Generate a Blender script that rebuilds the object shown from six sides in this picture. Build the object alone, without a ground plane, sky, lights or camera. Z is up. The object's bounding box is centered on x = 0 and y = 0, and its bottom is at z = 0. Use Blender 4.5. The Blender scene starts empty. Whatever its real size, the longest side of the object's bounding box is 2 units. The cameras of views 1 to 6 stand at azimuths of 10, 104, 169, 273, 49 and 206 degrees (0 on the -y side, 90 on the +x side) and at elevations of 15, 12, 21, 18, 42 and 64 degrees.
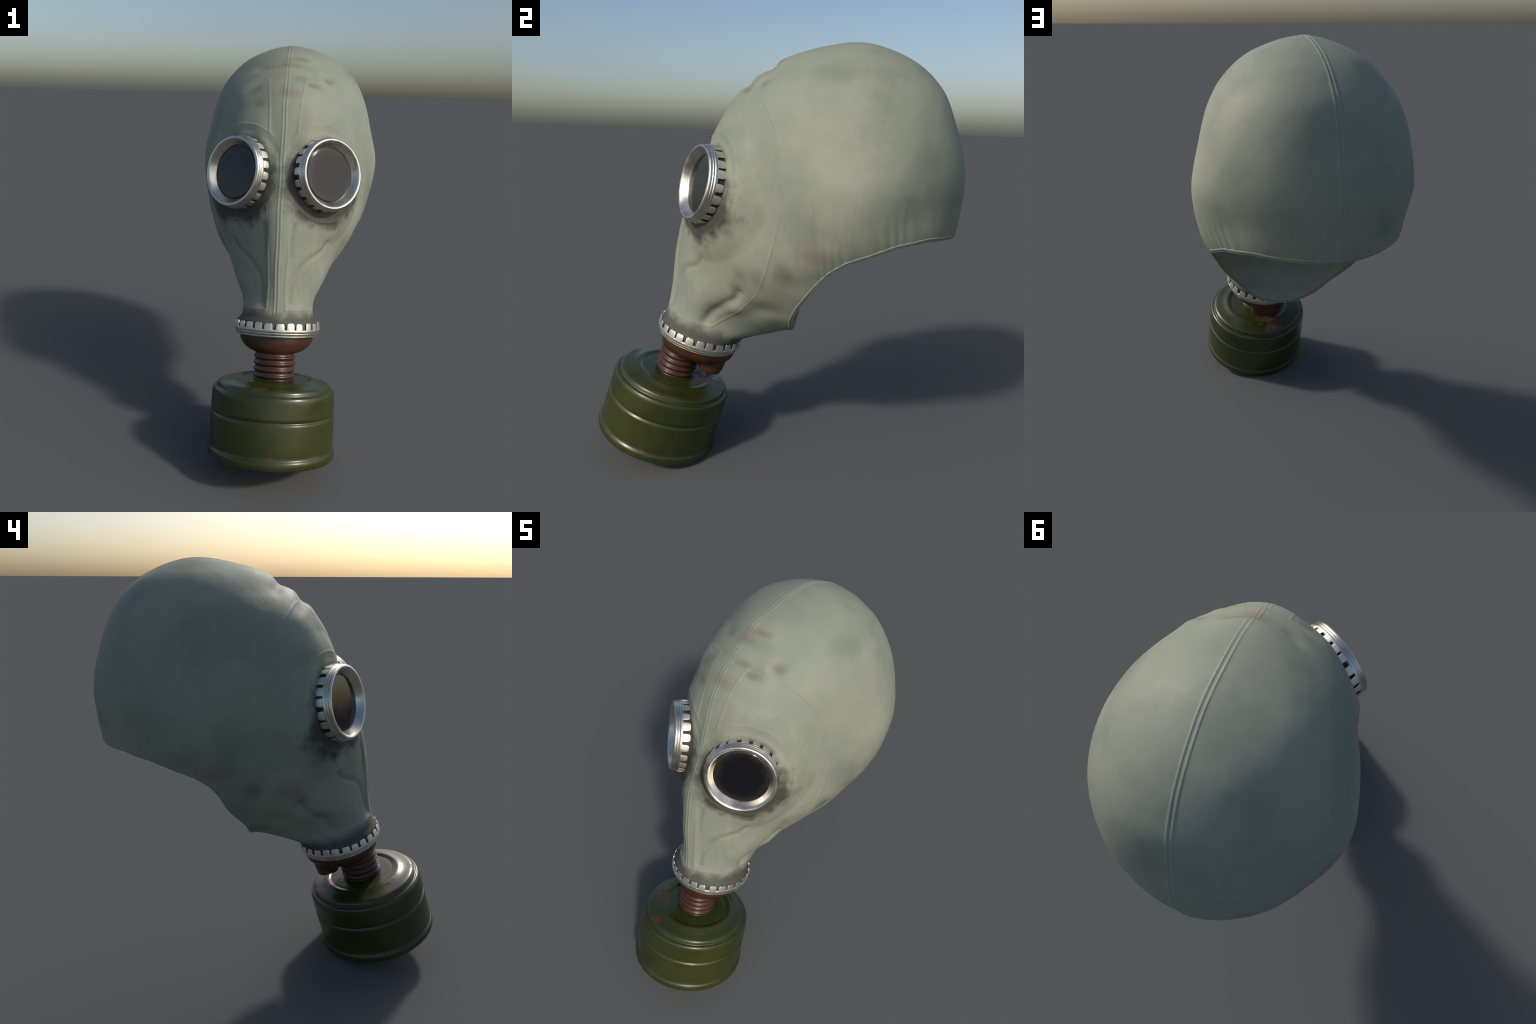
import bpy, bmesh, math, random
import numpy as np
from mathutils import Vector, Matrix, kdtree

random.seed(7)
rng = np.random.default_rng(11)

# ------------------------------------------------------------------ helpers
def link(ob, parent=None):
    bpy.context.scene.collection.objects.link(ob)
    if parent is not None:
        ob.parent = parent
    return ob

def mesh_object(name, verts, faces, material, parent, smooth=True):
    me = bpy.data.meshes.new(name)
    me.from_pydata([tuple(v) for v in verts], [], [tuple(f) for f in faces])
    me.update()
    if smooth:
        me.polygons.foreach_set("use_smooth", [True] * len(me.polygons))
    me.materials.append(material)
    return link(bpy.data.objects.new(name, me), parent)

def hermite(V, ts, end=None):
    """Cubic interpolation through evenly spaced control rows."""
    V = np.asarray(V, float)
    k = len(V)
    last = end[None] if end is not None else V[-1:] * 2 - V[-2:-1]
    X = np.concatenate([V[:1] * 2 - V[1:2], V, last])
    m = (X[2:] - X[:-2]) / 2
    i = np.clip(ts.astype(int), 0, k - 2)
    u = (ts - i).reshape(-1, *([1] * (V.ndim - 1)))
    return (V[i] * (2*u**3 - 3*u**2 + 1) + m[i] * (u**3 - 2*u**2 + u)
            + V[i+1] * (-2*u**3 + 3*u**2) + m[i+1] * (u**3 - u**2))

def curve3(points, step=0.002):
    """Dense smooth 3D polyline through control points."""
    P = np.array(points, float)
    d = hermite(P, np.linspace(0, len(P) - 1, 60 * len(P)))
    s = np.r_[0, np.cumsum(np.linalg.norm(np.diff(d, axis=0), axis=1))]
    n = max(2, int(s[-1] / step))
    q = np.linspace(0, s[-1], n)
    return np.stack([np.interp(q, s, d[:, c]) for c in range(3)], 1)

def smoothstep(a, b, x):
    t = np.clip((x - a) / (b - a), 0, 1)
    return t * t * (3 - 2 * t)

def revolve(name, profile, segs, material, parent, round_iter=0, sharp=None):
    """Solid of revolution about local z. profile: list of (radius, z)."""
    prof = [np.array(p, float) for p in profile]
    for _ in range(round_iter):                       # corner cutting: rounded edges
        new = [prof[0]]
        for a, b in zip(prof[:-1], prof[1:]):
            new += [a * .75 + b * .25, a * .25 + b * .75]
        new.append(prof[-1])
        prof = new
    V, F = [], []
    rows = []
    for r, z in prof:
        if r < 1e-6:
            rows.append([len(V)])
            V.append((0, 0, z))
        else:
            rows.append(list(range(len(V), len(V) + segs)))
            for i in range(segs):
                a = 2 * math.pi * i / segs
                V.append((r * math.cos(a), r * math.sin(a), z))
    for A, B in zip(rows[:-1], rows[1:]):
        for i in range(segs):
            j = (i + 1) % segs
            if len(A) == 1 and len(B) == 1:
                continue
            if len(A) == 1:
                F.append((A[0], B[j], B[i]))
            elif len(B) == 1:
                F.append((A[i], A[j], B[0]))
            else:
                F.append((A[i], A[j], B[j], B[i]))
    ob = mesh_object(name, V, F, material, parent)
    bm = bmesh.new()
    bm.from_mesh(ob.data)
    bmesh.ops.recalc_face_normals(bm, faces=bm.faces)
    bm.to_mesh(ob.data)
    bm.free()
    return ob

# ------------------------------------------------------------------ node helpers
class Nodes:
    def __init__(self, name):
        self.mat = bpy.data.materials.new(name)
        self.mat.use_nodes = True
        self.nt = self.mat.node_tree
        self.nt.nodes.clear()
        self.out = self.nt.nodes.new("ShaderNodeOutputMaterial")
        self.bsdf = self.nt.nodes.new("ShaderNodeBsdfPrincipled")
        self.nt.links.new(self.bsdf.outputs[0], self.out.inputs[0])
        self.tc = self.nt.nodes.new("ShaderNodeTexCoord")
        self.co = self.tc.outputs["Object"]

    def put(self, sock, v):
        if isinstance(v, bpy.types.NodeSocket):
            self.nt.links.new(v, sock)
        else:
            sock.default_value = v

    def set(self, **kw):
        for k, v in kw.items():
            self.put(self.bsdf.inputs[k.replace("_", " ").title() if k not in ("IOR",) else k], v)

    def math(self, op, a, b=0.0, c=None):
        n = self.nt.nodes.new("ShaderNodeMath")
        n.operation = op
        self.put(n.inputs[0], a)
        self.put(n.inputs[1], b)
        if c is not None:
            self.put(n.inputs[2], c)
        return n.outputs[0]

    def vmath(self, op, a, b=(0, 0, 0)):
        n = self.nt.nodes.new("ShaderNodeVectorMath")
        n.operation = op
        self.put(n.inputs[0], a)
        self.put(n.inputs[1], b)
        return n.outputs["Value"] if op in ("LENGTH", "DISTANCE", "DOT_PRODUCT") else n.outputs[0]

    def mapping(self, scale=(1, 1, 1), loc=(0, 0, 0), rot=(0, 0, 0), src=None):
        n = self.nt.nodes.new("ShaderNodeMapping")
        self.put(n.inputs[0], src or self.co)
        n.inputs["Scale"].default_value = scale
        n.inputs["Location"].default_value = loc
        n.inputs["Rotation"].default_value = rot
        return n.outputs[0]

    def noise(self, scale, detail=4.0, rough=0.55, vec=None, distortion=0.0):
        n = self.nt.nodes.new("ShaderNodeTexNoise")
        self.put(n.inputs["Vector"], vec or self.co)
        n.inputs["Scale"].default_value = scale
        n.inputs["Detail"].default_value = detail
        n.inputs["Roughness"].default_value = rough
        n.inputs["Distortion"].default_value = distortion
        return n.outputs["Fac"]

    def ramp(self, v, lo, hi, a=0.0, b=1.0, smooth=True):
        n = self.nt.nodes.new("ShaderNodeMapRange")
        n.interpolation_type = 'SMOOTHSTEP' if smooth else 'LINEAR'
        self.put(n.inputs["Value"], v)
        for k, x in (("From Min", lo), ("From Max", hi), ("To Min", a), ("To Max", b)):
            self.put(n.inputs[k], x)
        return n.outputs["Result"]

    def mix(self, fac, a, b, blend='MIX'):
        n = self.nt.nodes.new("ShaderNodeMix")
        n.data_type = 'RGBA'
        n.blend_type = blend
        self.put(n.inputs["Factor"], fac)
        self.put(n.inputs["A"], a if isinstance(a, bpy.types.NodeSocket) else (*a, 1))
        self.put(n.inputs["B"], b if isinstance(b, bpy.types.NodeSocket) else (*b, 1))
        return n.outputs["Result"]

    def blob(self, centre, radii, wobble=None, amount=0.6, mirror=False):
        """Soft ellipsoidal patch mask in object space, its border broken by noise."""
        src = self.absx() if mirror else self.co
        d = self.vmath('SUBTRACT', src, centre)
        d = self.vmath('DIVIDE', d, radii)
        l = self.vmath('LENGTH', d)
        if wobble is not None:
            l = self.math('ADD', l, self.math('MULTIPLY', self.math('SUBTRACT', wobble, 0.5), amount * 2))
        return self.ramp(l, 0.0, 1.15, 1.0, 0.0)

    def absx(self):
        if not hasattr(self, "_absx"):
            self._absx = self.vmath('ABSOLUTE', self.co)
            # only x is mirrored; y is shifted back afterwards
            s = self.nt.nodes.new("ShaderNodeSeparateXYZ")
            self.put(s.inputs[0], self.co)
            c = self.nt.nodes.new("ShaderNodeCombineXYZ")
            self.put(c.inputs[0], self.math('ABSOLUTE', s.outputs[0]))
            self.put(c.inputs[1], s.outputs[1])
            self.put(c.inputs[2], s.outputs[2])
            self._absx = c.outputs[0]
        return self._absx

    def xyz(self, src=None):
        s = self.nt.nodes.new("ShaderNodeSeparateXYZ")
        self.put(s.inputs[0], src or self.co)
        return s.outputs

    def add(self, *v):
        r = v[0]
        for x in v[1:]:
            r = self.math('ADD', r, x)
        return r

    def vmax(self, *v):
        r = v[0]
        for x in v[1:]:
            r = self.math('MAXIMUM', r, x)
        return r

    def bump(self, h, strength, dist):
        n = self.nt.nodes.new("ShaderNodeBump")
        n.inputs["Strength"].default_value = strength
        n.inputs["Distance"].default_value = dist
        self.put(n.inputs["Height"], h)
        self.put(self.bsdf.inputs["Normal"], n.outputs[0])

# ------------------------------------------------------------------ main dimensions (mask frame)
YAW, SIDE, ROLL = 0.090, 0.041, 0.006
TILT = math.radians(17.0)                      # lean of filter, neck and clamp ring
AX = np.array([0, math.sin(TILT), math.cos(TILT)])
RING_C = np.array([0.0, -0.343, 0.633])        # clamp ring centre
RING_R = 0.2097
CAN_C = np.array([0.0, -0.572, 0.096])         # centre of canister base
EYE_C = np.array([0.240, -0.310, 1.392])       # centre of the front edge of the right eyepiece
EYE_AZ, EYE_EL = math.radians(37.0), math.radians(12.5)
EYE_R = 0.168
EYE_N = np.array([math.sin(EYE_AZ) * math.cos(EYE_EL), -math.cos(EYE_AZ) * math.cos(EYE_EL), math.sin(EYE_EL)])

# ------------------------------------------------------------------ materials
def rubber_material():
    N = Nodes("aged_grey_green_rubber")
    big = N.noise(2.2, 4, 0.6)
    mid = N.noise(6.0, 5, 0.6)
    fine = N.noise(38.0, 4, 0.6)
    streak = N.noise(9.0, 4, 0.6, vec=N.mapping((5.0, 5.0, 0.45)))
    base = N.mix(N.ramp(big, 0.35, 0.65), (0.238, 0.262, 0.203), (0.283, 0.297, 0.224))
    # faint tall streaks on face and lower edge
    x, y, z = N.xyz(N.absx())
    face = N.math('MULTIPLY', N.ramp(y, 0.12, -0.05), N.ramp(z, 1.75, 1.45))
    base = N.mix(N.math('MULTIPLY', N.ramp(streak, 0.52, 0.72), N.math('MULTIPLY', face, 0.16)), base, (0.43, 0.44, 0.35))
    low = N.math('MULTIPLY', N.ramp(z, 1.46, 1.22), N.ramp(y, 0.02, 0.22))
    thin = N.noise(16.0, 3, 0.55, vec=N.mapping((4.0, 4.0, 0.32)), distortion=0.3)  # shadow lines of upright wrinkle grooves, drawn dark in the base colour
    base = N.mix(N.math('MULTIPLY', N.ramp(N.math('ABSOLUTE', N.math('SUBTRACT', thin, 0.5)), 0.0, 0.035, 1, 0), N.math('MULTIPLY', low, 0.30)), base, (0.16, 0.175, 0.14))
    base = N.mix(N.math('MULTIPLY', N.ramp(streak, 0.50, 0.36), N.math('MULTIPLY', low, 0.34)), base, (0.20, 0.215, 0.175))
    # green-grey blotches
    gm = N.vmax(N.blob((0.325, 0.31, 1.84), (0.13, 0.14, 0.07), mid, 1.0),
                N.blob((0.40, 0.63, 1.46), (0.12, 0.15, 0.12), mid, 1.0),
                N.blob((0.12, 0.78, 1.66), (0.20, 0.12, 0.14), mid, 0.9),
                N.blob((0.37, 0.66, 1.48), (0.10, 0.12, 0.11), mid, 0.9),
                N.blob((-0.20, 0.78, 1.30), (0.12, 0.10, 0.08), mid, 0.9),
                N.blob((-0.40, 0.55, 1.40), (0.12, 0.15, 0.12), mid, 0.9),
                N.blob((0.42, 0.22, 1.25), (0.10, 0.20, 0.12), mid, 1.1, True),
                N.blob((0.34, -0.02, 1.00), (0.05, 0.06, 0.09), mid, 0.9, True),
                N.math('MULTIPLY', N.ramp(N.noise(3.6, 6, 0.66), 0.52, 0.74), 0.8))
    smudge = N.ramp(N.noise(5.5, 7, 0.7, vec=N.mapping((1, 1, 0.8), loc=(3.1, 1.7, 0.4))), 0.50, 0.70)
    base = N.mix(N.math('MULTIPLY', smudge, 0.22), base, (0.165, 0.160, 0.120))
    base = N.mix(N.math('MULTIPLY', gm, 0.50), base, (0.150, 0.175, 0.140))
    # brown stains
    bm_ = N.vmax(N.blob((0.014, -0.013, 1.885), (0.11, 0.05, 0.028), mid, 0.5),
                 N.blob((0.010, -0.175, 1.745), (0.075, 0.04, 0.04), mid, 0.6),
                 N.blob((0.05, -0.09, 1.815), (0.07, 0.03, 0.02), mid, 0.6),
                 N.blob((0.345, 0.01, 1.27), (0.05, 0.05, 0.08), mid, 0.9, True),
                 N.blob((0.314, -0.085, 0.99), (0.05, 0.05, 0.08), mid, 0.8, True),
                 N.blob((0.432, 0.24, 1.13), (0.05, 0.11, 0.06), mid, 0.9, True),
                 N.blob((0.20, -0.20, 0.84), (0.05, 0.10, 0.03), mid, 0.7, True))
    base = N.mix(N.math('MULTIPLY', bm_, 0.62), base, (0.185, 0.147, 0.108))
    # shade of brow furrows, cheek hollows and jaw underside painted into the rubber colour
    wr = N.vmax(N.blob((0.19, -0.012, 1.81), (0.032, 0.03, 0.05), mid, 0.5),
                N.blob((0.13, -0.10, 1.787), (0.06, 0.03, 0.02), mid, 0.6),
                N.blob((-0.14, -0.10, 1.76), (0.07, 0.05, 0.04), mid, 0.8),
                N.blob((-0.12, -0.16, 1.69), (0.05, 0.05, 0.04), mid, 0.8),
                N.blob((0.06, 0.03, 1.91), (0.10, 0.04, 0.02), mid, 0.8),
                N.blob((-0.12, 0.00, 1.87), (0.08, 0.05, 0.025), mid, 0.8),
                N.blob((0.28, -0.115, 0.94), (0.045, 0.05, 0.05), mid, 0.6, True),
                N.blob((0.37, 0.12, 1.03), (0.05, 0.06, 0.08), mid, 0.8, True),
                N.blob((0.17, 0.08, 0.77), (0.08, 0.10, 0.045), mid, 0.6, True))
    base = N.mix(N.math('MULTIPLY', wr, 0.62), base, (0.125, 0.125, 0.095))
    # reddish run marks down the nose folds
    def run(pts, r):
        m = None
        for a, b in zip(pts[:-1], pts[1:]):
            a, b = Vector(a), Vector(b)
            ab = b - a
            pa = N.vmath('SUBTRACT', N.absx(), tuple(a))
            t = N.math('DIVIDE', N.vmath('DOT_PRODUCT', pa, tuple(ab)), ab.length_squared)
            t = N.ramp(t, 0, 1, 0, 1, smooth=False)
            sc = N.nt.nodes.new("ShaderNodeVectorMath")
            sc.operation = 'SCALE'
            sc.inputs[0].default_value = ab
            N.put(sc.inputs["Scale"], t)
            dd = N.vmath('LENGTH', N.vmath('SUBTRACT', pa, sc.outputs[0]))
            dd = N.add(dd, N.math('MULTIPLY', N.math('SUBTRACT', mid, 0.5), r * 1.6))
            k = N.ramp(dd, r * 0.2, r, 1, 0)
            m = k if m is None else N.math('MAXIMUM', m, k)
        return m
    folds = N.vmax(run(FOLD_UPPER, 0.016), run(FOLD_NOSE, 0.018))
    base = N.mix(N.math('MULTIPLY', folds, 0.50), base, (0.200, 0.140, 0.105))
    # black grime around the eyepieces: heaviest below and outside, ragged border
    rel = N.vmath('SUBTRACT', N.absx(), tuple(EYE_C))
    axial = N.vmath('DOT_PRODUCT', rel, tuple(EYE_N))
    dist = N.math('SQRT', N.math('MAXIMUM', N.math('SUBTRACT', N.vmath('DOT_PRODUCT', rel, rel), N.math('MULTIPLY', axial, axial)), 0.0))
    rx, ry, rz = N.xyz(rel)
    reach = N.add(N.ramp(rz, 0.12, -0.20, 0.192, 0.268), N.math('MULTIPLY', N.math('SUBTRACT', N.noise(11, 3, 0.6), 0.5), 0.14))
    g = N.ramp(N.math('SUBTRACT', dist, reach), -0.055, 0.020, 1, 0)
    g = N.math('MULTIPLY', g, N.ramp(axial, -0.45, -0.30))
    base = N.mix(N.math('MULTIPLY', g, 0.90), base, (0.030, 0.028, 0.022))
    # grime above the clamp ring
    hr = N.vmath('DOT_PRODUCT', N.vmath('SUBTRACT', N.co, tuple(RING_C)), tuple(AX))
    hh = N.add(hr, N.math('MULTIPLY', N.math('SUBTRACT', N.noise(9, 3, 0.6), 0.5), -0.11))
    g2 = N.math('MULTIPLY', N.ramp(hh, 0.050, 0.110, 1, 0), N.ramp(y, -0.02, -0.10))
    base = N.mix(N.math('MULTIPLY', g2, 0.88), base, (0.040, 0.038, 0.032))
    # grain
    base = N.mix(N.math('MULTIPLY', N.ramp(fine, 0.4, 0.75), 0.10), base, (0.22, 0.22, 0.17))
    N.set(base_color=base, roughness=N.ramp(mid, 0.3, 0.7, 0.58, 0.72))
    N.put(N.bsdf.inputs["Specular IOR Level"], 0.35)
    N.bump(N.add(N.math('MULTIPLY', streak, 0.6), N.math('MULTIPLY', fine, 0.25)), 0.22, 0.004)
    return N.mat

def metal_material(name, tint=(0.70, 0.67, 0.59), rough=0.32):
    N = Nodes(name)
    n = N.noise(30, 4, 0.6)
    col = N.mix(N.ramp(n, 0.35, 0.7), tint, tuple(c * 0.86 for c in tint))
    N.set(base_color=col, metallic=1.0, roughness=N.ramp(N.noise(18, 3), 0.3, 0.7, rough - 0.06, rough + 0.10))
    N.bump(n, 0.15, 0.002)
    return N.mat

def lens_material():
    N = Nodes("dark_glass")
    l = N.vmath('LENGTH', N.co)
    n = N.noise(26, 5, 0.65)
    dirt = N.math('MULTIPLY', N.ramp(N.add(l, N.math('MULTIPLY', n, 0.05)), 0.115, 0.165), 0.6)
    col = N.mix(dirt, (0.006, 0.006, 0.007), (0.035, 0.030, 0.022))
    N.set(base_color=col, roughness=N.ramp(N.noise(9, 4), 0.4, 0.75, 0.07, 0.16))
    return N.mat

def brown_material(name, a, b, rough):
    N = Nodes(name)
    n = N.noise(14, 4, 0.6)
    col = N.mix(N.ramp(n, 0.35, 0.68), a, b)
    N.set(base_color=col, roughness=rough)
    N.bump(N.noise(60, 3), 0.12, 0.002)
    return N.mat

def paint_material():
    N = Nodes("olive_enamel_paint")
    x, y, z = N.xyz()
    r = N.math('SQRT', N.add(N.math('MULTIPLY', x, x), N.math('MULTIPLY', y, y)))
    n1 = N.noise(3.5, 4, 0.6)
    n2 = N.noise(16, 5, 0.65)
    n3 = N.noise(7, 5, 0.65, distortion=0.4)
    col = N.mix(N.ramp(n1, 0.35, 0.65), (0.024, 0.031, 0.005), (0.035, 0.042, 0.007))
    col = N.mix(N.math('MULTIPLY', N.ramp(n2, 0.55, 0.75), 0.35), col, (0.014, 0.018, 0.006))
    # rust: broken lines along the rolled seams, ragged patches on the lid
    def band(h, w):
        return N.ramp(N.math('ABSOLUTE', N.math('SUBTRACT', z, h)), w * 0.35, w, 1, 0)
    lines = N.vmax(band(0.042, 0.010), band(0.193, 0.008),
                   N.math('MULTIPLY', band(0.315, 0.012), N.ramp(r, 0.24, 0.255)))
    lines = N.math('MULTIPLY', lines, N.ramp(N.add(n3, N.math('MULTIPLY', n2, 0.3)), 0.68, 0.80))
    top = N.ramp(z, 0.295, 0.305)
    lidw = N.math('MULTIPLY', top, N.vmax(
        N.blob((-0.03, 0.20, 0.33), (0.075, 0.15, 0.08), n2, 2.2),
        N.blob((-0.05, -0.24, 0.33), (0.05, 0.03, 0.05), n2, 2.0),
        N.blob((-0.13, -0.11, 0.33), (0.06, 0.06, 0.05), n2, 2.0),
        N.math('MULTIPLY', N.ramp(n2, 0.50, 0.62), N.ramp(N.math('ABSOLUTE', N.math('SUBTRACT', r, 0.168)), 0.014, 0.004))))
    side = N.math('MULTIPLY', N.ramp(n2, 0.56, 0.64), N.vmax(
        N.blob((-0.29, 0.04, 0.08), (0.08, 0.10, 0.09), n3, 1.0),
        N.blob((0.07, -0.29, 0.048), (0.16, 0.10, 0.022), n3, 0.8),
        N.blob((-0.04, 0.29, 0.26), (0.05, 0.05, 0.06), n3, 0.9)))
    rust = N.vmax(lines, N.ramp(lidw, 0.18, 0.50), side)
    rustcol = N.mix(N.ramp(n2, 0.4, 0.65), (0.055, 0.014, 0.008), (0.090, 0.034, 0.020))
    col = N.mix(N.math('MULTIPLY', rust, 0.85), col, rustcol)
    N.set(base_color=col, roughness=N.add(N.ramp(n1, 0.3, 0.7, 0.26, 0.38), N.math('MULTIPLY', rust, 0.3)))
    N.put(N.bsdf.inputs["Coat Weight"], 0.15)
    N.put(N.bsdf.inputs["Coat Roughness"], 0.2)
    N.bump(N.add(n3, N.math('MULTIPLY', rust, -0.5)), 0.12, 0.004)
    return N.mat

# ------------------------------------------------------------------ seam and fold lines (right half; mirrored)
LINE_BROW = [(0.087, -0.088, 1.813), (0.080, -0.170, 1.745), (0.072, -0.230, 1.665), (0.066, -0.274, 1.567)]
LINE_NOSE = [(0.060, -0.388, 1.250), (0.048, -0.443, 1.050), (0.042, -0.468, 0.900), (0.042, -0.482, 0.775)]
LINE_MUZZLE = [(0.042, -0.482, 0.775), (0.105, -0.442, 0.763), (0.167, -0.375, 0.745), (0.169, -0.299, 0.730), (0.160, -0.243, 0.719)]
LINE_CHEEK = [(0.160, -0.243, 0.719), (0.190, -0.130, 0.803), (0.265, -0.025, 0.908), (0.345, 0.025, 1.013), (0.385, 0.055, 1.11),
              (0.400, 0.090, 1.245), (0.405, 0.100, 1.37), (0.400, 0.085, 1.50), (0.385, 0.062, 1.60), (0.345, 0.030, 1.675),
              (0.290, -0.005, 1.735), (0.240, -0.030, 1.765), (0.160, -0.060, 1.80), (0.087, -0.088, 1.813)]
FOLD_UPPER = [(0.222, -0.273, 1.061), (0.200, -0.303, 1.022), (0.140, -0.376, 0.989), (0.098, -0.420, 0.937), (0.072, -0.447, 0.864), (0.066, -0.460, 0.803)]
FOLD_NOSE = [(0.073, -0.409, 1.166), (0.065, -0.427, 1.093), (0.065, -0.436, 1.018)]
FOLD_MOUTH = [(0.164, -0.275, 0.743), (0.182, -0.227, 0.806), (0.213, -0.172, 0.849), (0.244, -0.113, 0.884), (0.268, -0.096, 0.915)]

# ------------------------------------------------------------------ hood surface
# rows from clamp ring to crown: front profile (y, z), rear profile (y, z), half width,
# place of widest point, roundness of front half, roundness of rear half
ROWS = np.array([
    (-0.534, 0.681, -0.157, 0.566, 0.197, 0.50, 2.00, 2.00),
    (-0.527, 0.721, -0.143, 0.603, 0.200, 0.50, 2.00, 2.00),
    (-0.499, 0.765, -0.100, 0.632, 0.174, 0.46, 1.95, 2.10),
    (-0.479, 0.880,  0.037, 0.668, 0.181, 0.37, 1.50, 2.05),
    (-0.461, 1.053,  0.279, 0.748, 0.270, 0.48, 1.53, 2.15),
    (-0.427, 1.209,  0.574, 0.910, 0.388, 0.57, 1.62, 1.86),
    (-0.374, 1.335,  0.800, 1.120, 0.464, 0.62, 1.66, 1.75),
    (-0.315, 1.473,  0.853, 1.330, 0.490, 0.62, 1.67, 1.73),
    (-0.257, 1.624,  0.844, 1.500, 0.453, 0.61, 1.84, 1.97),
    (-0.179, 1.756,  0.791, 1.675, 0.409, 0.61, 1.86, 2.02),
    (-0.071, 1.856,  0.722, 1.820, 0.336, 0.56, 1.68, 1.96),
    ( 0.097, 1.951,  0.579, 1.936, 0.203, 0.55, 1.66, 1.86),
    ( 0.366, 1.998,  0.366, 1.998, 0.000, 0.55, 1.72, 1.72)])
# neck opening seen from the side (y, z)
NECK = np.array([(1.20, 1.157), (0.95, 1.175), (0.83, 1.184), (0.69, 1.195), (0.555, 1.173), (0.46, 1.137), (0.37, 1.102), (0.305, 1.055),
                 (0.245, 0.985), (0.208, 0.930), (0.167, 0.865), (0.135, 0.795), (0.122, 0.715), (0.118, 0.600), (0.118, 0.40)])

def neck_distance(x, y, z):
    """Signed distance to the neck line in side view; positive on the rubber side."""
    # the flap under the left jaw hangs a little further back
    y = y - 0.032 * smoothstep(0.0, 0.16, -x) * np.exp(-((z - 0.90) / 0.10) ** 2)
    P = NECK
    best = np.full(y.shape, 1e9)
    sign = np.ones(y.shape)
    for a, b in zip(P[:-1], P[1:]):
        d = b - a
        L = d @ d
        t = np.clip(((y - a[0]) * d[0] + (z - a[1]) * d[1]) / L, 0, 1)
        ex, ez = y - a[0] - t * d[0], z - a[1] - t * d[1]
        dist = np.hypot(ex, ez)
        c = d[0] * ez - d[1] * ex
        upd = dist < best
        best = np.where(upd, dist, best)
        sign = np.where(upd, np.where(c < 0, 1.0, -1.0), sign)
    return best * sign

def ring_smooth(A, sigma):
    r = int(3 * sigma)
    k = np.exp(-0.5 * (np.arange(-r, r + 1) / sigma) ** 2)
    k /= k.sum()
    out = np.zeros_like(A)
    for i, w in zip(range(-r, r + 1), k):
        out += w * np.roll(A, i, axis=1)
    return out

def hood_grid(nt, nphi):
    F, B, W = ROWS[:, 0:2], ROWS[:, 2:4], ROWS[:, 4]
    k = len(ROWS) - 1
    t = np.linspace(0, k, 3000)
    f, b = hermite(F, t, B[-2]), hermite(B, t, F[-2])
    s = np.r_[0, np.cumsum(0.7 * np.linalg.norm(np.diff(f, axis=0), axis=1) + 0.3 * np.linalg.norm(np.diff(b, axis=0), axis=1))]
    ts = np.interp(np.linspace(0, s[-1], nt), s, t)
    ts[-1] = k - 1e-4
    f, b = hermite(F, ts, B[-2]), hermite(B, ts, F[-2])
    w = np.abs(hermite(W, ts, -W[-2]))
    m, pf, pb = (hermite(ROWS[:, c], ts) for c in (5, 6, 7))
    ph = np.linspace(-np.pi, np.pi, 1441)
    c, sn = np.cos(ph)[None], np.sin(ph)[None]
    bl = (1 - c) / 2
    bl = bl * bl * (3 - 2 * bl)
    P = pf[:, None] * (1 - bl) + pb[:, None] * bl
    sg = -np.sign(c) * np.abs(c) ** (2 / P)
    x = w[:, None] * np.sign(sn) * np.abs(sn) ** (2 / P)
    m = m[:, None]
    cc = np.where(sg < 0, m * (1 + sg), m + (1 - m) * sg)
    ch = (b - f)
    G = np.zeros((nt, nphi, 3))
    for i in range(nt):
        yz = f[i] + ch[i] * cc[i][:, None]
        pts = np.c_[x[i], yz]
        L = np.r_[0, np.cumsum(np.linalg.norm(np.diff(pts, axis=0), axis=1) + 1e-9)]
        # denser sampling on the face than at the back of the head
        dens = np.cumsum(np.r_[0, np.diff(L) * (1 + 0.9 * np.exp(-((ph[1:] + ph[:-1]) / 2 / 1.1) ** 2))])
        q = np.linspace(0, dens[-1], nphi + 1)[:-1]
        for a in range(3):
            G[i, :, a] = np.interp(q, dens, pts[:, a])
    G = ring_smooth(G, nphi * 0.010)
    return G

def grid_normals(G):
    du = np.roll(G, -1, 1) - np.roll(G, 1, 1)
    dv = np.gradient(G, axis=0)
    n = np.cross(du, dv)
    l = np.linalg.norm(n, axis=2, keepdims=True)
    n = n / np.maximum(l, 1e-12)
    n[-1] = (0, 0, 1)
    c = np.array([0, 0.1, 1.3])
    if ((G - c) * n).sum(2).mean() < 0:
        n = -n
    n[-1] = (0, 0, 1)
    return n

def eye_pads(G):
    """Draw the rubber forward to a flat seat under each eyepiece."""
    for sgn in (1, -1):
        mir = np.array([sgn, 1, 1])
        d = G - EYE_C * mir
        n = EYE_N * mir
        h = d @ n
        r = np.linalg.norm(d - h[..., None] * n, axis=2)
        w = (1 - smoothstep(0.165, 0.34, r)) * (h > -0.30) * smoothstep(0.03, 0.13, G[..., 0] * sgn)
        move = -0.070 - h
        G = G + (np.maximum(move, 0) * w)[..., None] * n
    return G

def mirrored(pts):
    P = np.array(pts)
    return [P, P * np.array([-1, 1, 1])]

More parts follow.
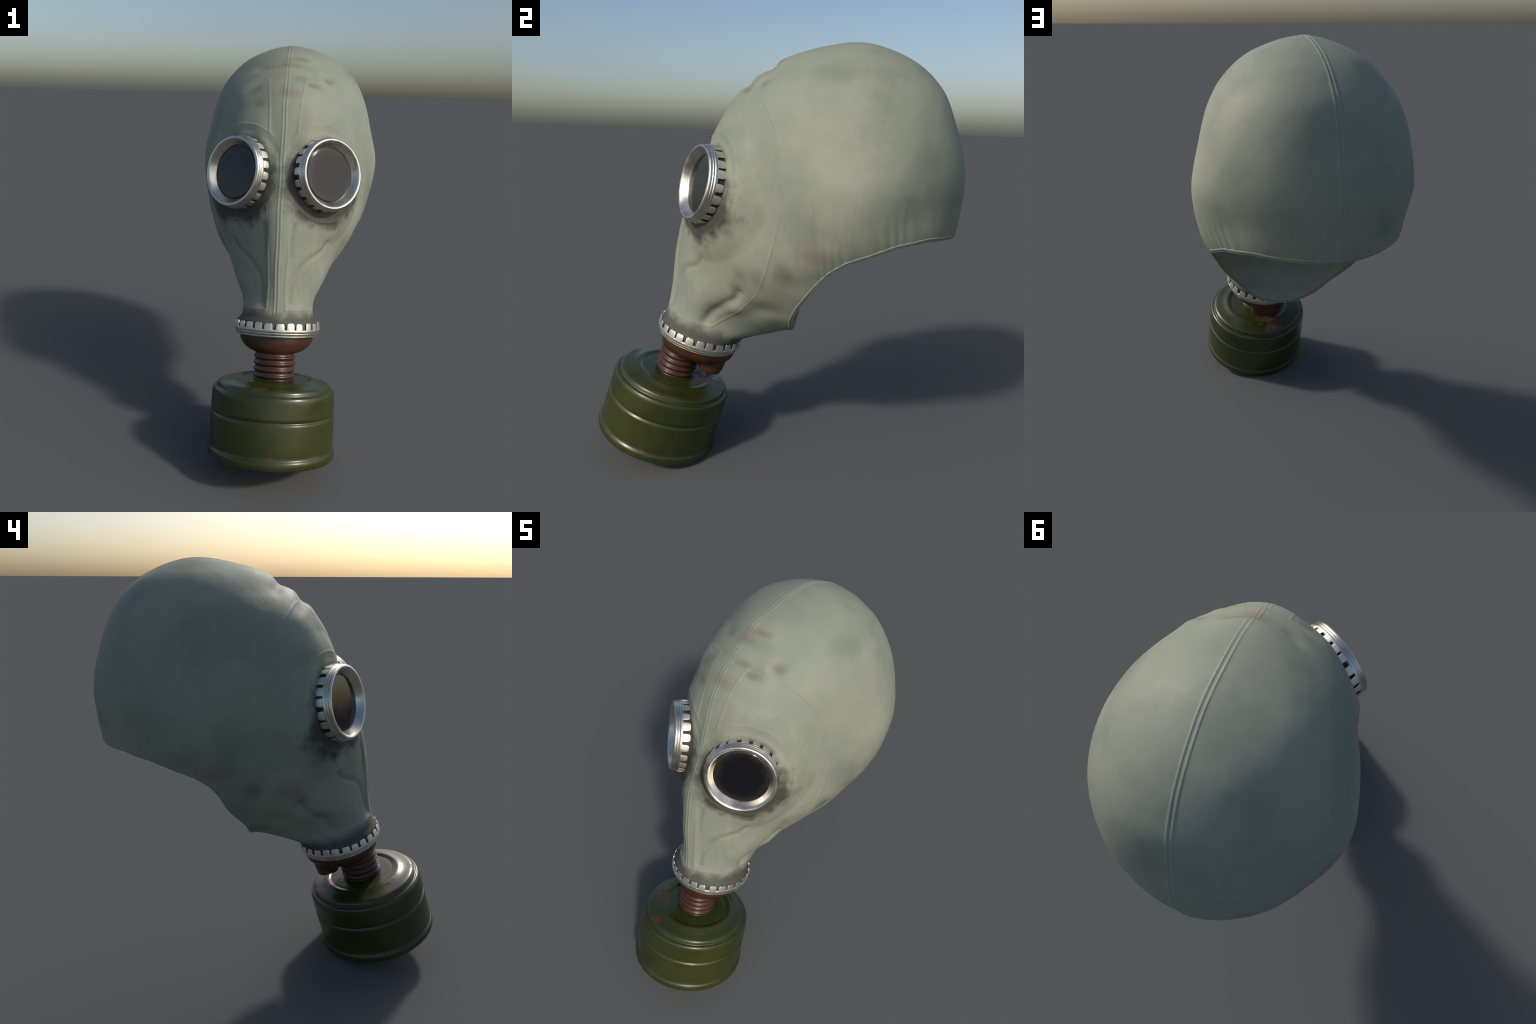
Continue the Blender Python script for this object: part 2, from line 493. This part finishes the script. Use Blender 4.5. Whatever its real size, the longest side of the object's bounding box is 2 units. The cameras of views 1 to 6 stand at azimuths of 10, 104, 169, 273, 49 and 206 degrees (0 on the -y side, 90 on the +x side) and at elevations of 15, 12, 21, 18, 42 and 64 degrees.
def line_distance(flat, lines):
    pts = np.concatenate(lines)
    kd = kdtree.KDTree(len(pts))
    for i, q in enumerate(pts):
        kd.insert(q, i)
    kd.balance()
    lo, hi = pts.min(0) - 0.12, pts.max(0) + 0.12
    near = np.where(((flat > lo) & (flat < hi)).all(1))[0]
    d = np.full(len(flat), 9.0)
    for i in near:
        d[i] = kd.find(flat[i])[2]
    return d

def onto(flat, line):
    """Lay a line on the surface: nearest surface point, then smoothed."""
    lo, hi = line.min(0) - 0.08, line.max(0) + 0.08
    near = flat[((flat > lo) & (flat < hi)).all(1)]
    kd = kdtree.KDTree(len(near))
    for i, q in enumerate(near):
        kd.insert(q, i)
    kd.balance()
    P = np.array([kd.find(q)[0] for q in line])
    k = 9
    pad = np.concatenate([np.repeat(P[:1], k, 0), P, np.repeat(P[-1:], k, 0)])
    return np.stack([np.convolve(pad[:, a], np.ones(2 * k + 1) / (2 * k + 1), 'valid') for a in range(3)], 1)

def fbm(P, seed, scale):
    r = np.random.default_rng(seed)
    out = np.zeros(P.shape[:-1])
    for o in range(3):
        for _ in range(5):
            k = r.normal(size=3)
            k *= scale * (1.9 ** o) / np.linalg.norm(k)
            out += np.sin(P @ k + r.uniform(0, 6.28)) * 0.5 ** o
    return out / 5

def relief(G, n):
    """Height of seams, folds and wrinkles over the smooth hood."""
    shape = G.shape[:2]
    flat = G.reshape(-1, 3)
    H = np.zeros(len(flat))
    ax, y, z = np.abs(flat[:, 0]), flat[:, 1], flat[:, 2]
    # twin centre seam from muzzle over the crown to the nape
    fade = smoothstep(0.745, 0.775, z) * (0.55 + 0.45 * smoothstep(0.1, 0.3, np.abs(y + 0.02)))
    wob = 0.0012 * np.sin(z * 21 + y * 13)
    H += 0.0022 * fade * np.exp(-((ax + wob * np.sign(flat[:, 0]) - 0.0080) / 0.0038) ** 2)
    # thin moulded lines
    eye_ring = []
    u = np.cross(EYE_N, [0, 0, 1])
    u /= np.linalg.norm(u)
    v = np.cross(u, EYE_N)
    dense = []
    for L in (LINE_BROW, LINE_NOSE, LINE_MUZZLE, LINE_CHEEK):
        dense += [onto(flat, c) for c in mirrored(curve3(L))]
    d = line_distance(flat, dense)
    H += 0.0025 * np.exp(-(d / 0.0048) ** 2) * (0.7 + 0.5 * fbm(flat, 21, 14.0))
    # edge of the raised pad around each eyepiece
    for sgn in (1, -1):
        mir = np.array([sgn, 1, 1])
        e = flat - EYE_C * mir
        h = e @ (EYE_N * mir)
        q = e - h[:, None] * (EYE_N * mir)
        r = np.linalg.norm(q, axis=1)
        inner = smoothstep(0.03, 0.06, ax)
        R = 0.222 + 0.012 * smoothstep(0, 0.2, flat[:, 2] - EYE_C[2])
        H += np.where(h > -0.3, 0.0022 * inner * np.exp(-((r - R) / 0.0048) ** 2), 0)
        H += np.where(h > -0.3, -0.002 * np.exp(-((r - 0.205) / 0.012) ** 2), 0)
    # nose strip stands proud of the flanks
    nz = smoothstep(0.76, 0.82, z) * (1 - smoothstep(1.12, 1.25, z)) * (y < -0.2)
    H -= 0.006 * nz * smoothstep(0.044, 0.062, ax) * (1 - smoothstep(0.07, 0.16, ax))
    # folds beside the nose, deep crease at the corner of the mouth
    d = line_distance(flat, [onto(flat, c) for c in mirrored(curve3(FOLD_UPPER))])
    H -= 0.006 * np.exp(-(d / 0.016) ** 2)
    d = line_distance(flat, [onto(flat, c) for c in mirrored(curve3(FOLD_NOSE))])
    H -= 0.003 * np.exp(-(d / 0.012) ** 2)
    d = line_distance(flat, [onto(flat, c) for c in mirrored(curve3(FOLD_MOUTH))])
    H -= 0.011 * np.exp(-(d / 0.024) ** 2)
    def lump(c, r, a, both=True):
        for s in ((1, -1) if both else (1,)):
            q = (flat - np.array(c) * np.array([s, 1, 1])) / np.array(r)
            H[:] += a * np.exp(-(q * q).sum(1))
    lump((0.20, -0.30, 0.86), (0.07, 0.09, 0.09), 0.012)          # cheek of the muzzle
    lump((0.29, -0.10, 0.96), (0.08, 0.08, 0.09), -0.010)         # hollow behind it
    lump((0.22, -0.12, 0.83), (0.06, 0.07, 0.035), 0.010)
    lump((0.37, 0.11, 1.03), (0.06, 0.06, 0.09), -0.008)
    lump((0.26, -0.235, 1.115), (0.09, 0.09, 0.09), 0.013)          # cheek under the eyepiece
    lump((0.25, -0.22, 1.60), (0.09, 0.08, 0.06), 0.010)           # brow above it
    lump((0.215, 0.000, 0.835), (0.06, 0.08, 0.055), -0.018)        # hollow before the jaw edge
    lump((0.42, 0.55, 1.50), (0.12, 0.20, 0.20), 0.003, False)
    lump((0.40, 0.60, 1.27), (0.12, 0.13, 0.09), -0.011)           # flatter above the nape hem
    # brow wrinkles: two broad cross furrows with ridges between, and slanting dents beside them
    lump((0.02, -0.004, 1.886), (0.15, 0.032, 0.026), -0.013, False)
    lump((-0.14, 0.010, 1.870), (0.08, 0.035, 0.028), -0.007, False)
    lump((0.01, 0.036, 1.925), (0.17, 0.03, 0.03), 0.004, False)
    lump((0.00, -0.104, 1.812), (0.11, 0.030, 0.024), -0.011, False)
    lump((0.13, -0.098, 1.790), (0.05, 0.025, 0.022), -0.008, False)
    lump((-0.13, -0.095, 1.785), (0.06, 0.030, 0.030), -0.007, False)
    lump((0.00, -0.070, 1.852), (0.16, 0.030, 0.030), 0.004, False)
    lump((0.00, -0.150, 1.780), (0.14, 0.030, 0.030), 0.004, False)
    lump((0.19, -0.012, 1.81), (0.030, 0.030, 0.045), -0.011, False)
    lump((0.235, 0.010, 1.79), (0.035, 0.035, 0.035), 0.006, False)
    lump((0.16, -0.045, 1.82), (0.030, 0.030, 0.030), 0.005, False)
    lump((-0.12, -0.165, 1.690), (0.05, 0.04, 0.05), -0.006, False)
    lump((0.12, -0.175, 1.70), (0.05, 0.03, 0.03), -0.004, False)
    lump((-0.20, -0.06, 1.72), (0.05, 0.05, 0.05), 0.005, False)
    # gentle unevenness everywhere
    H += 0.0022 * fbm(flat, 5, 9.0) + 0.0009 * fbm(flat, 9, 30.0)
    # finely rippled lower edge
    nd = neck_distance(flat[:, 0], y, z)
    H += np.where(flat[:, 0] > 0, 0.010, 0.016) * np.exp(-(nd / 0.045) ** 2) * smoothstep(0.68, 0.76, z) * (1 - smoothstep(0.92, 1.04, z))   # flared jaw edge
    H += 0.0012 * np.exp(-(nd / 0.10) ** 2) * np.sin(140 * (y + 0.35 * ax) + 3 * np.sin(22 * y)) * (y > 0.25)
    return H.reshape(shape)

def clip_grid(G, wrap=True):
    """Keep the part in front of the neck line; pull border vertices on to that line."""
    nt, nphi = G.shape[:2]
    f = neck_distance(G[..., 0], G[..., 1], G[..., 2])
    V = G.copy()
    inside = f > 0
    border = np.zeros_like(inside)
    best = np.full((nt, nphi), 1e9)
    for di, dj in ((0, 1), (0, -1), (1, 0), (-1, 0), (1, 1), (1, -1), (-1, 1), (-1, -1)):
        nb = np.roll(np.roll(G, -di, 0), -dj, 1)
        fn = np.roll(np.roll(f, -di, 0), -dj, 1)
        ok = (~inside) & (fn > 0)
        if di == 1:
            ok[-1] = False
        if di == -1:
            ok[0] = False
        t = np.where(ok, f / (f - fn + 1e-12), 0)
        q = G + (nb - G) * t[..., None]
        d = np.where(ok, np.linalg.norm(q - G, axis=2), 1e9)
        upd = d < best
        best = np.where(upd, d, best)
        V[upd] = q[upd]
        border |= ok
    use = inside | border
    idx = -np.ones((nt, nphi), int)
    idx[use] = np.arange(use.sum())
    a = idx[:-1]
    b = np.roll(a, -1, 1)
    d_ = idx[1:]
    c = np.roll(d_, -1, 1)
    anyin = inside[:-1] | np.roll(inside[:-1], -1, 1) | inside[1:] | np.roll(inside[1:], -1, 1)
    ok = (a >= 0) & (b >= 0) & (c >= 0) & (d_ >= 0) & anyin
    faces = np.stack([a[ok], b[ok], c[ok], d_[ok]], 1)
    return V[use], faces, use

def grid_mesh(name, verts, faces, material, parent, flip):
    me = bpy.data.meshes.new(name)
    if flip:
        faces = faces[:, ::-1]
    me.vertices.add(len(verts))
    me.vertices.foreach_set("co", verts.astype(np.float32).ravel())
    me.loops.add(faces.size)
    me.loops.foreach_set("vertex_index", faces.astype(np.int32).ravel())
    me.polygons.add(len(faces))
    me.polygons.foreach_set("loop_start", np.arange(0, faces.size, 4, dtype=np.int32))
    me.polygons.foreach_set("use_smooth", np.ones(len(faces), bool))
    me.update(calc_edges=True)
    me.validate()
    me.materials.append(material)
    return link(bpy.data.objects.new(name, me), parent)

def build_hood(root, rubber, lining_mat):
    G = eye_pads(hood_grid(500, 960))
    n = grid_normals(G)
    H = relief(G, n)
    V, F, use = clip_grid(G + H[..., None] * n)
    # orientation check on one face
    q = V[F[len(F) // 2]]
    fn = np.cross(q[1] - q[0], q[2] - q[0])
    flip = fn @ (q.mean(0) - np.array([0, 0.15, 1.35])) < 0
    hood = grid_mesh("rubber_hood", V, F, rubber, root, flip)
    # hem: thick rolled border of the neck opening
    bm = bmesh.new()
    bm.from_mesh(hood.data)
    bm.edges.ensure_lookup_table()
    edges = [e for e in bm.edges if e.is_boundary]
    adj = {}
    for e in edges:
        for v in e.verts:
            adj.setdefault(v.index, []).append(e.other_vert(v).index)
    co = {v.index: v.co.copy() for v in bm.verts if v.index in adj}
    no = {v.index: v.normal.copy() for v in bm.verts if v.index in adj}
    bm.free()
    loops, seen = [], set()
    for s in adj:
        if s in seen:
            continue
        loop, cur, prev = [s], s, None
        seen.add(s)
        while True:
            nxt = [k for k in adj[cur] if k != prev and k not in seen]
            if not nxt:
                break
            prev, cur = cur, nxt[0]
            seen.add(cur)
            loop.append(cur)
        loops.append(loop)
    loops = [l for l in loops if 0.1 < np.mean([co[i].y for i in l]) and np.mean([co[i].z for i in l]) < 1.5]
    loop = max(loops, key=len)
    P = np.array([co[i] for i in loop])
    s = np.r_[0, np.cumsum(np.linalg.norm(np.diff(np.r_[P, P[:1]], axis=0), axis=1))]
    m = 700
    qs = np.linspace(0, s[-1], m + 1)[:-1]
    C = np.stack([np.interp(qs, s, np.r_[P[:, a], P[:1, a]]) for a in range(3)], 1)
    C = ring_smooth(C[None], 2.5)[0]
    NN = np.array([no[i] for i in loop])
    NN = np.stack([np.interp(qs, s, np.r_[NN[:, a], NN[:1, a]]) for a in range(3)], 1)
    NN = ring_smooth(NN[None], 5)[0]
    T = np.roll(C, -1, 0) - np.roll(C, 1, 0)
    T /= np.linalg.norm(T, axis=1)[:, None]
    NN -= (NN * T).sum(1)[:, None] * T
    NN /= np.linalg.norm(NN, axis=1)[:, None]
    D = np.cross(T, NN)
    if (D[:, 2].mean()) > 0:
        D = -D                                     # D points out of the rubber, downwards
    # outer bead, then a narrow edge face
    sec = [(-0.0010, -0.0150), (0.0020, -0.0120), (0.0026, -0.0080), (0.0008, -0.0045), (0.0002, -0.0030), (0.0022, 0.0005), (0.0008, 0.0035),
           (-0.004, 0.0035), (-0.0062, 0.0010), (-0.0066, -0.007), (-0.0050, -0.015)]
    k = len(sec)
    V = np.concatenate([[C[i] + a * NN[i] + b * D[i] for a, b in sec] for i in range(m)])
    Fh = []
    for i in range(m):
        j = (i + 1) % m
        for a in range(k):
            b = (a + 1) % k
            Fh.append((i * k + a, i * k + b, j * k + b, j * k + a))
    hem = mesh_object("hem", V, Fh, rubber, hood)
    bm = bmesh.new()
    bm.from_mesh(hem.data)
    bmesh.ops.recalc_face_normals(bm, faces=bm.faces)
    bm.to_mesh(hem.data)
    bm.free()
    # inner sheet drawn across the neck just inside the hem
    right = C[:, 0] > 0
    R_ = C[right]
    R_ = R_[np.argsort(np.arctan2(R_[:, 2] - 1.35, R_[:, 1] + 0.6))]
    inw = np.array([0, -0.62, 0.78])
    rows, cols = len(R_), 25
    V, Fm = [], []
    for q in R_:
        lx = C[~right]
        mate = lx[np.argmin((lx[:, 1] - q[1]) ** 2 + (lx[:, 2] - q[2]) ** 2)]
        for c in range(cols):
            u = c / (cols - 1)
            p = q * (1 - u) + mate * u
            p = p * np.array([0.985, 1, 1]) + inw * (0.004 + 0.145 * 4 * u * (1 - u) * float(smoothstep(0.66, 0.90, q[2])) * float(smoothstep(0.0, 0.22, abs(q[0]))))
            V.append(p)
    for r in range(rows - 1):
        for c in range(cols - 1):
            Fm.append((r * cols + c, r * cols + c + 1, (r + 1) * cols + c + 1, (r + 1) * cols + c))
    mesh_object("lining", V, Fm, lining_mat, hood)
    return hood

# ------------------------------------------------------------------ metal rings with crimped tabs
def tab_mesh(name, R_low, R_top, width, height, material, thick=0.0032):
    """One crimped tab, standing along +z at radius R on the +x side, corners rounded."""
    nx, nz = 8, 7
    V, F = [], []
    for side in (0, 1):
        for i in range(nz + 1):
            v = i / nz
            rr = R_low + (R_top - R_low) * v + 0.0012 * math.sin(math.pi * v) - side * thick
            w = width * (1 - 0.10 * v)
            cut = 0.30
            if v > 1 - cut:
                w *= 1 - 0.30 * (1 - math.sqrt(max(0, 1 - ((v - 1 + cut) / cut) ** 2)))
            for j in range(nx + 1):
                u = (j / nx - 0.5)
                a = u * w / R_low
                edge = 0.0009 * (abs(u) * 2) ** 8
                V.append(((rr - edge) * math.cos(a), (rr - edge) * math.sin(a), height * v))
    o = (nx + 1) * (nz + 1)
    for i in range(nz):
        for j in range(nx):
            a = i * (nx + 1) + j
            F.append((a, a + 1, a + nx + 2, a + nx + 1))
            F.append((o + a, o + a + nx + 1, o + a + nx + 2, o + a + 1))
    for i in range(nz):
        for j in (0, nx):
            a = i * (nx + 1) + j
            q = (a, a + nx + 1, o + a + nx + 1, o + a)
            F.append(q if j == 0 else q[::-1])
    for j in range(nx):
        a = nz * (nx + 1) + j
        F.append((a, a + 1, o + a + 1, o + a))
        a = j
        F.append((a, o + a, o + a + 1, a + 1))
    me = bpy.data.meshes.new(name)
    me.from_pydata(V, [], F)
    me.update()
    me.polygons.foreach_set("use_smooth", [True] * len(me.polygons))
    bm = bmesh.new()
    bm.from_mesh(me)
    bmesh.ops.recalc_face_normals(bm, faces=bm.faces)
    bm.to_mesh(me)
    bm.free()
    me.set_sharp_from_angle(angle=math.radians(38))
    me.materials.append(material)
    return me

def crown_tabs(parent, mesh, count, z, seed, direction=1):
    r = random.Random(seed)
    for i in range(count):
        ob = bpy.data.objects.new("crimp_tab", mesh)
        link(ob, parent)
        ang = 2 * math.pi * (i + r.uniform(-0.07, 0.07)) / count
        M = Matrix.Translation((0, 0, z)) @ Matrix.Rotation(ang, 4, 'Z')
        if direction < 0:
            M = M @ Matrix.Rotation(math.pi, 4, 'X')
        sc = Matrix.Diagonal((1, r.uniform(0.90, 1.06), r.uniform(0.92, 1.06), 1))
        ob.matrix_local = M @ sc

def frame_matrix(origin, zdir, up=(0, 0, 1)):
    z = Vector(zdir).normalized()
    x = Vector(up).cross(z).normalized()
    y = z.cross(x)
    M = Matrix((x, y, z)).transposed().to_4x4()
    M.translation = Vector(origin)
    return M

def build_eyepieces(root, steel, tabs_mat, glass, gasket_mat):
    tab = tab_mesh("eye_tab", 0.1728, 0.1748, 0.0385, 0.036, tabs_mat)
    R = EYE_R
    for sgn in (1, -1):
        mir = np.array([sgn, 1, 1])
        M = frame_matrix(EYE_C * mir, EYE_N * mir)
        prof = [(0.128, -0.045), (0.1285, -0.034), (0.131, -0.031), (0.146, -0.008), (0.1525, -0.001), (0.158, 0.0005), (0.163, -0.001), (0.1665, -0.005),
                (0.1675, -0.011), (0.1660, -0.013), (0.1660, -0.0145), (0.1690, -0.0165), (0.1695, -0.021), (0.1680, -0.023), (0.1680, -0.0245),
                (0.1715, -0.027), (0.1725, -0.032), (0.1725, -0.038), (0.169, -0.041), (0.165, -0.045), (0.128, -0.045)]
        ring = revolve("eyepiece", prof, 128, steel, root, 1)
        ring.matrix_local = M
        lens = revolve("lens", [(0, -0.0325), (0.06, -0.0325), (0.120, -0.0325), (0.131, -0.033), (0.131, -0.044), (0, -0.044)], 96, glass, ring)
        gasket = revolve("gasket", [(0.1, -0.042), (0.164, -0.042), (0.1665, -0.047), (0.1665, -0.065), (0.169, -0.080), (0.16, -0.11), (0.1, -0.11)], 96, gasket_mat, ring, 1)
        crown_tabs(ring, tab, 21, -0.0345, 31 + sgn, -1)

def build_clamp(root, steel, tabs_mat):
    M = frame_matrix(RING_C, AX, up=(0, 1, 0))
    R = RING_R
    prof = [(0.170, -0.030), (0.178, -0.034), (0.190, -0.033), (R - 0.013, -0.030), (R - 0.011, -0.025), (R - 0.0125, -0.022), (R - 0.006, -0.018),
            (R - 0.004, -0.012), (R - 0.0055, -0.009), (R - 0.0005, -0.005), (R - 0.0005, 0.004), (R - 0.004, 0.008), (R - 0.010, 0.008), (0.19, 0.000), (0.170, 0.000), (0.170, -0.030)]
    ring = revolve("clamp_ring", prof, 144, steel, root, 1)
    ring.matrix_local = M
    tab = tab_mesh("clamp_tab", R - 0.0002, R - 0.0035, 0.0390, 0.034, tabs_mat)
    crown_tabs(ring, tab, 26, 0.003, 5)
    return ring

def build_valve(root, brown):
    """Moulded brown housing under the clamp ring: a bowl narrowing to the neck, with an outlet valve behind."""
    M = frame_matrix(RING_C, AX, up=(0, 1, 0))
    # loft of ovals: (z, half width, front reach, rear reach)
    sec = [(0.004, 0.172, -0.172, 0.172), (-0.020, 0.176, -0.176, 0.176), (-0.038, 0.1785, -0.178, 0.194), (-0.055, 0.177, -0.177, 0.192), (-0.072, 0.168, -0.175, 0.186),
           (-0.090, 0.152, -0.170, 0.168), (-0.103, 0.133, -0.164, 0.158), (-0.111, 0.112, -0.155, 0.146), (-0.115, 0.085, -0.140, 0.120), (-0.116, 0.0, -0.04, -0.04)]
    seg = 96
    V, F = [], []
    # frame axes: local x of M in mask space
    Minv = M.to_3x3().inverted()
    right = Minv @ Vector((1, 0, 0))
    back = Minv @ Vector((0, math.cos(TILT), -math.sin(TILT)))
    for z, w, a, b in sec:
        for i in range(seg):
            t = 2 * math.pi * i / seg
            c, s = math.cos(t), math.sin(t)
            p = right * (w * c) + back * ((a + b) / 2 + (b - a) / 2 * s)
            V.append((p.x, p.y, z))
    for k in range(len(sec) - 1):
        for i in range(seg):
            j = (i + 1) % seg
            F.append((k * seg + i, k * seg + j, (k + 1) * seg + j, (k + 1) * seg + i))
    F.append(tuple(range(seg)))
    house = mesh_object("valve_housing", V, F, brown, root)
    house.matrix_local = M
    # outlet valve: rounded oblong stub
    V, F = [], []
    prof = [(-0.070, 1.05), (-0.100, 1.03), (-0.112, 1.0), (-0.142, 0.97), (-0.151, 0.93), (-0.156, 0.84), (-0.157, 0.70), (-0.153, 0.62), (-0.149, 0.0)]
    for z, k in prof:
        for i in range(seg):
            t = 2 * math.pi * i / seg
            c, s = math.cos(t), math.sin(t)
            e = 2 / 3.2
            q = right * (0.090 * k * math.copysign(abs(c) ** e, c)) + back * (0.106 + 0.060 * k * math.copysign(abs(s) ** e, s))
            V.append((q.x, q.y, z))
    for k in range(len(prof) - 1):
        for i in range(seg):
            j = (i + 1) % seg
            F.append((k * seg + i, k * seg + j, (k + 1) * seg + j, (k + 1) * seg + i))
    valve = mesh_object("outlet_valve", V, F, brown, house)
    for ob in (house, valve):
        bm = bmesh.new()
        bm.from_mesh(ob.data)
        bmesh.ops.remove_doubles(bm, verts=bm.verts, dist=1e-5)
        bmesh.ops.recalc_face_normals(bm, faces=bm.faces)
        bm.to_mesh(ob.data)
        bm.free()
    return house

def build_canister(root, paint, thread):
    M = frame_matrix(CAN_C, AX, up=(0, 1, 0))
    # axes of this frame: +y of the object runs towards the wearer so that rust can be placed
    prof = [(0, 0.016), (0.10, 0.016), (0.235, 0.014), (0.262, 0.002), (0.280, -0.009), (0.294, -0.011), (0.3000, -0.006), (0.3025, 0.006), (0.3025, 0.018), (0.3005, 0.026),
            (0.2960, 0.032), (0.2935, 0.037), (0.2935, 0.050), (0.2945, 0.060), (0.2945, 0.175), (0.2940, 0.184), (0.2890, 0.190), (0.2870, 0.194),
            (0.2885, 0.198), (0.2925, 0.204), (0.2925, 0.215), (0.2917, 0.270), (0.2910, 0.286), (0.2875, 0.299), (0.2805, 0.3055), (0.2730, 0.3045),
            (0.2705, 0.307), (0.2690, 0.316), (0.2650, 0.325), (0.2560, 0.3305), (0.2300, 0.335), (0.2100, 0.341), (0.1960, 0.3480), (0.1850, 0.3500), (0.1760, 0.3480), (0.1700, 0.3440), (0.1640, 0.3425),
            (0.1560, 0.3435), (0.1500, 0.344), (0.1100, 0.345), (0.060, 0.346)]
    can = revolve("filter_canister", prof, 160, paint, root, 1)
    can.matrix_local = M
    tp = [(0.060, 0.335), (0.098, 0.335), (0.099, 0.342)]
    z0, pitch = 0.344, 0.0295
    for i in range(5):
        z = z0 + pitch * i
        tp += [(0.0925, z + 0.002), (0.0925, z + 0.007), (0.0975, z + 0.011), (0.1005, z + 0.016), (0.0990, z + 0.022), (0.0940, z + 0.0255)]
    tp += [(0.0925, z0 + pitch * 5), (0.060, z0 + pitch * 5)]
    neck = revolve("threaded_neck", tp, 96, thread, can, 1)
    return can

# ------------------------------------------------------------------ assembly
root = bpy.data.objects.new("gas_mask", None)
root.empty_display_size = 0.2
link(root)
Ry = Matrix.Rotation(-ROLL, 4, 'Y')
root.matrix_world = (Matrix.Rotation(YAW, 4, 'Z') @ Matrix.Translation((SIDE, 0, 1)) @ Ry @ Matrix.Translation((0, 0, -1)))
root["label"] = "grey-green rubber gas mask hood with round goggles and olive filter canister"
root["category"] = "gas mask"

rubber = rubber_material()
steel = metal_material("brushed_steel")
tabs_mat = metal_material("worn_bright_steel", (0.76, 0.74, 0.66), 0.48)
zinc = metal_material("dull_zinc", (0.60, 0.59, 0.51), 0.45)
glass = lens_material()
gasket = brown_material("black_gasket_rubber", (0.016, 0.015, 0.012), (0.035, 0.032, 0.026), 0.7)
brown = brown_material("brown_bakelite", (0.045, 0.015, 0.006), (0.066, 0.023, 0.009), 0.42)
thread = brown_material("red_brown_thread", (0.043, 0.016, 0.009), (0.060, 0.025, 0.015), 0.33)
paint = paint_material()
lining_mat = brown_material("plain_rubber", (0.25, 0.265, 0.21), (0.30, 0.31, 0.24), 0.7)

build_hood(root, rubber, lining_mat)
build_eyepieces(root, steel, tabs_mat, glass, gasket)
build_clamp(root, zinc, tabs_mat)
build_valve(root, brown)
build_canister(root, paint, thread)
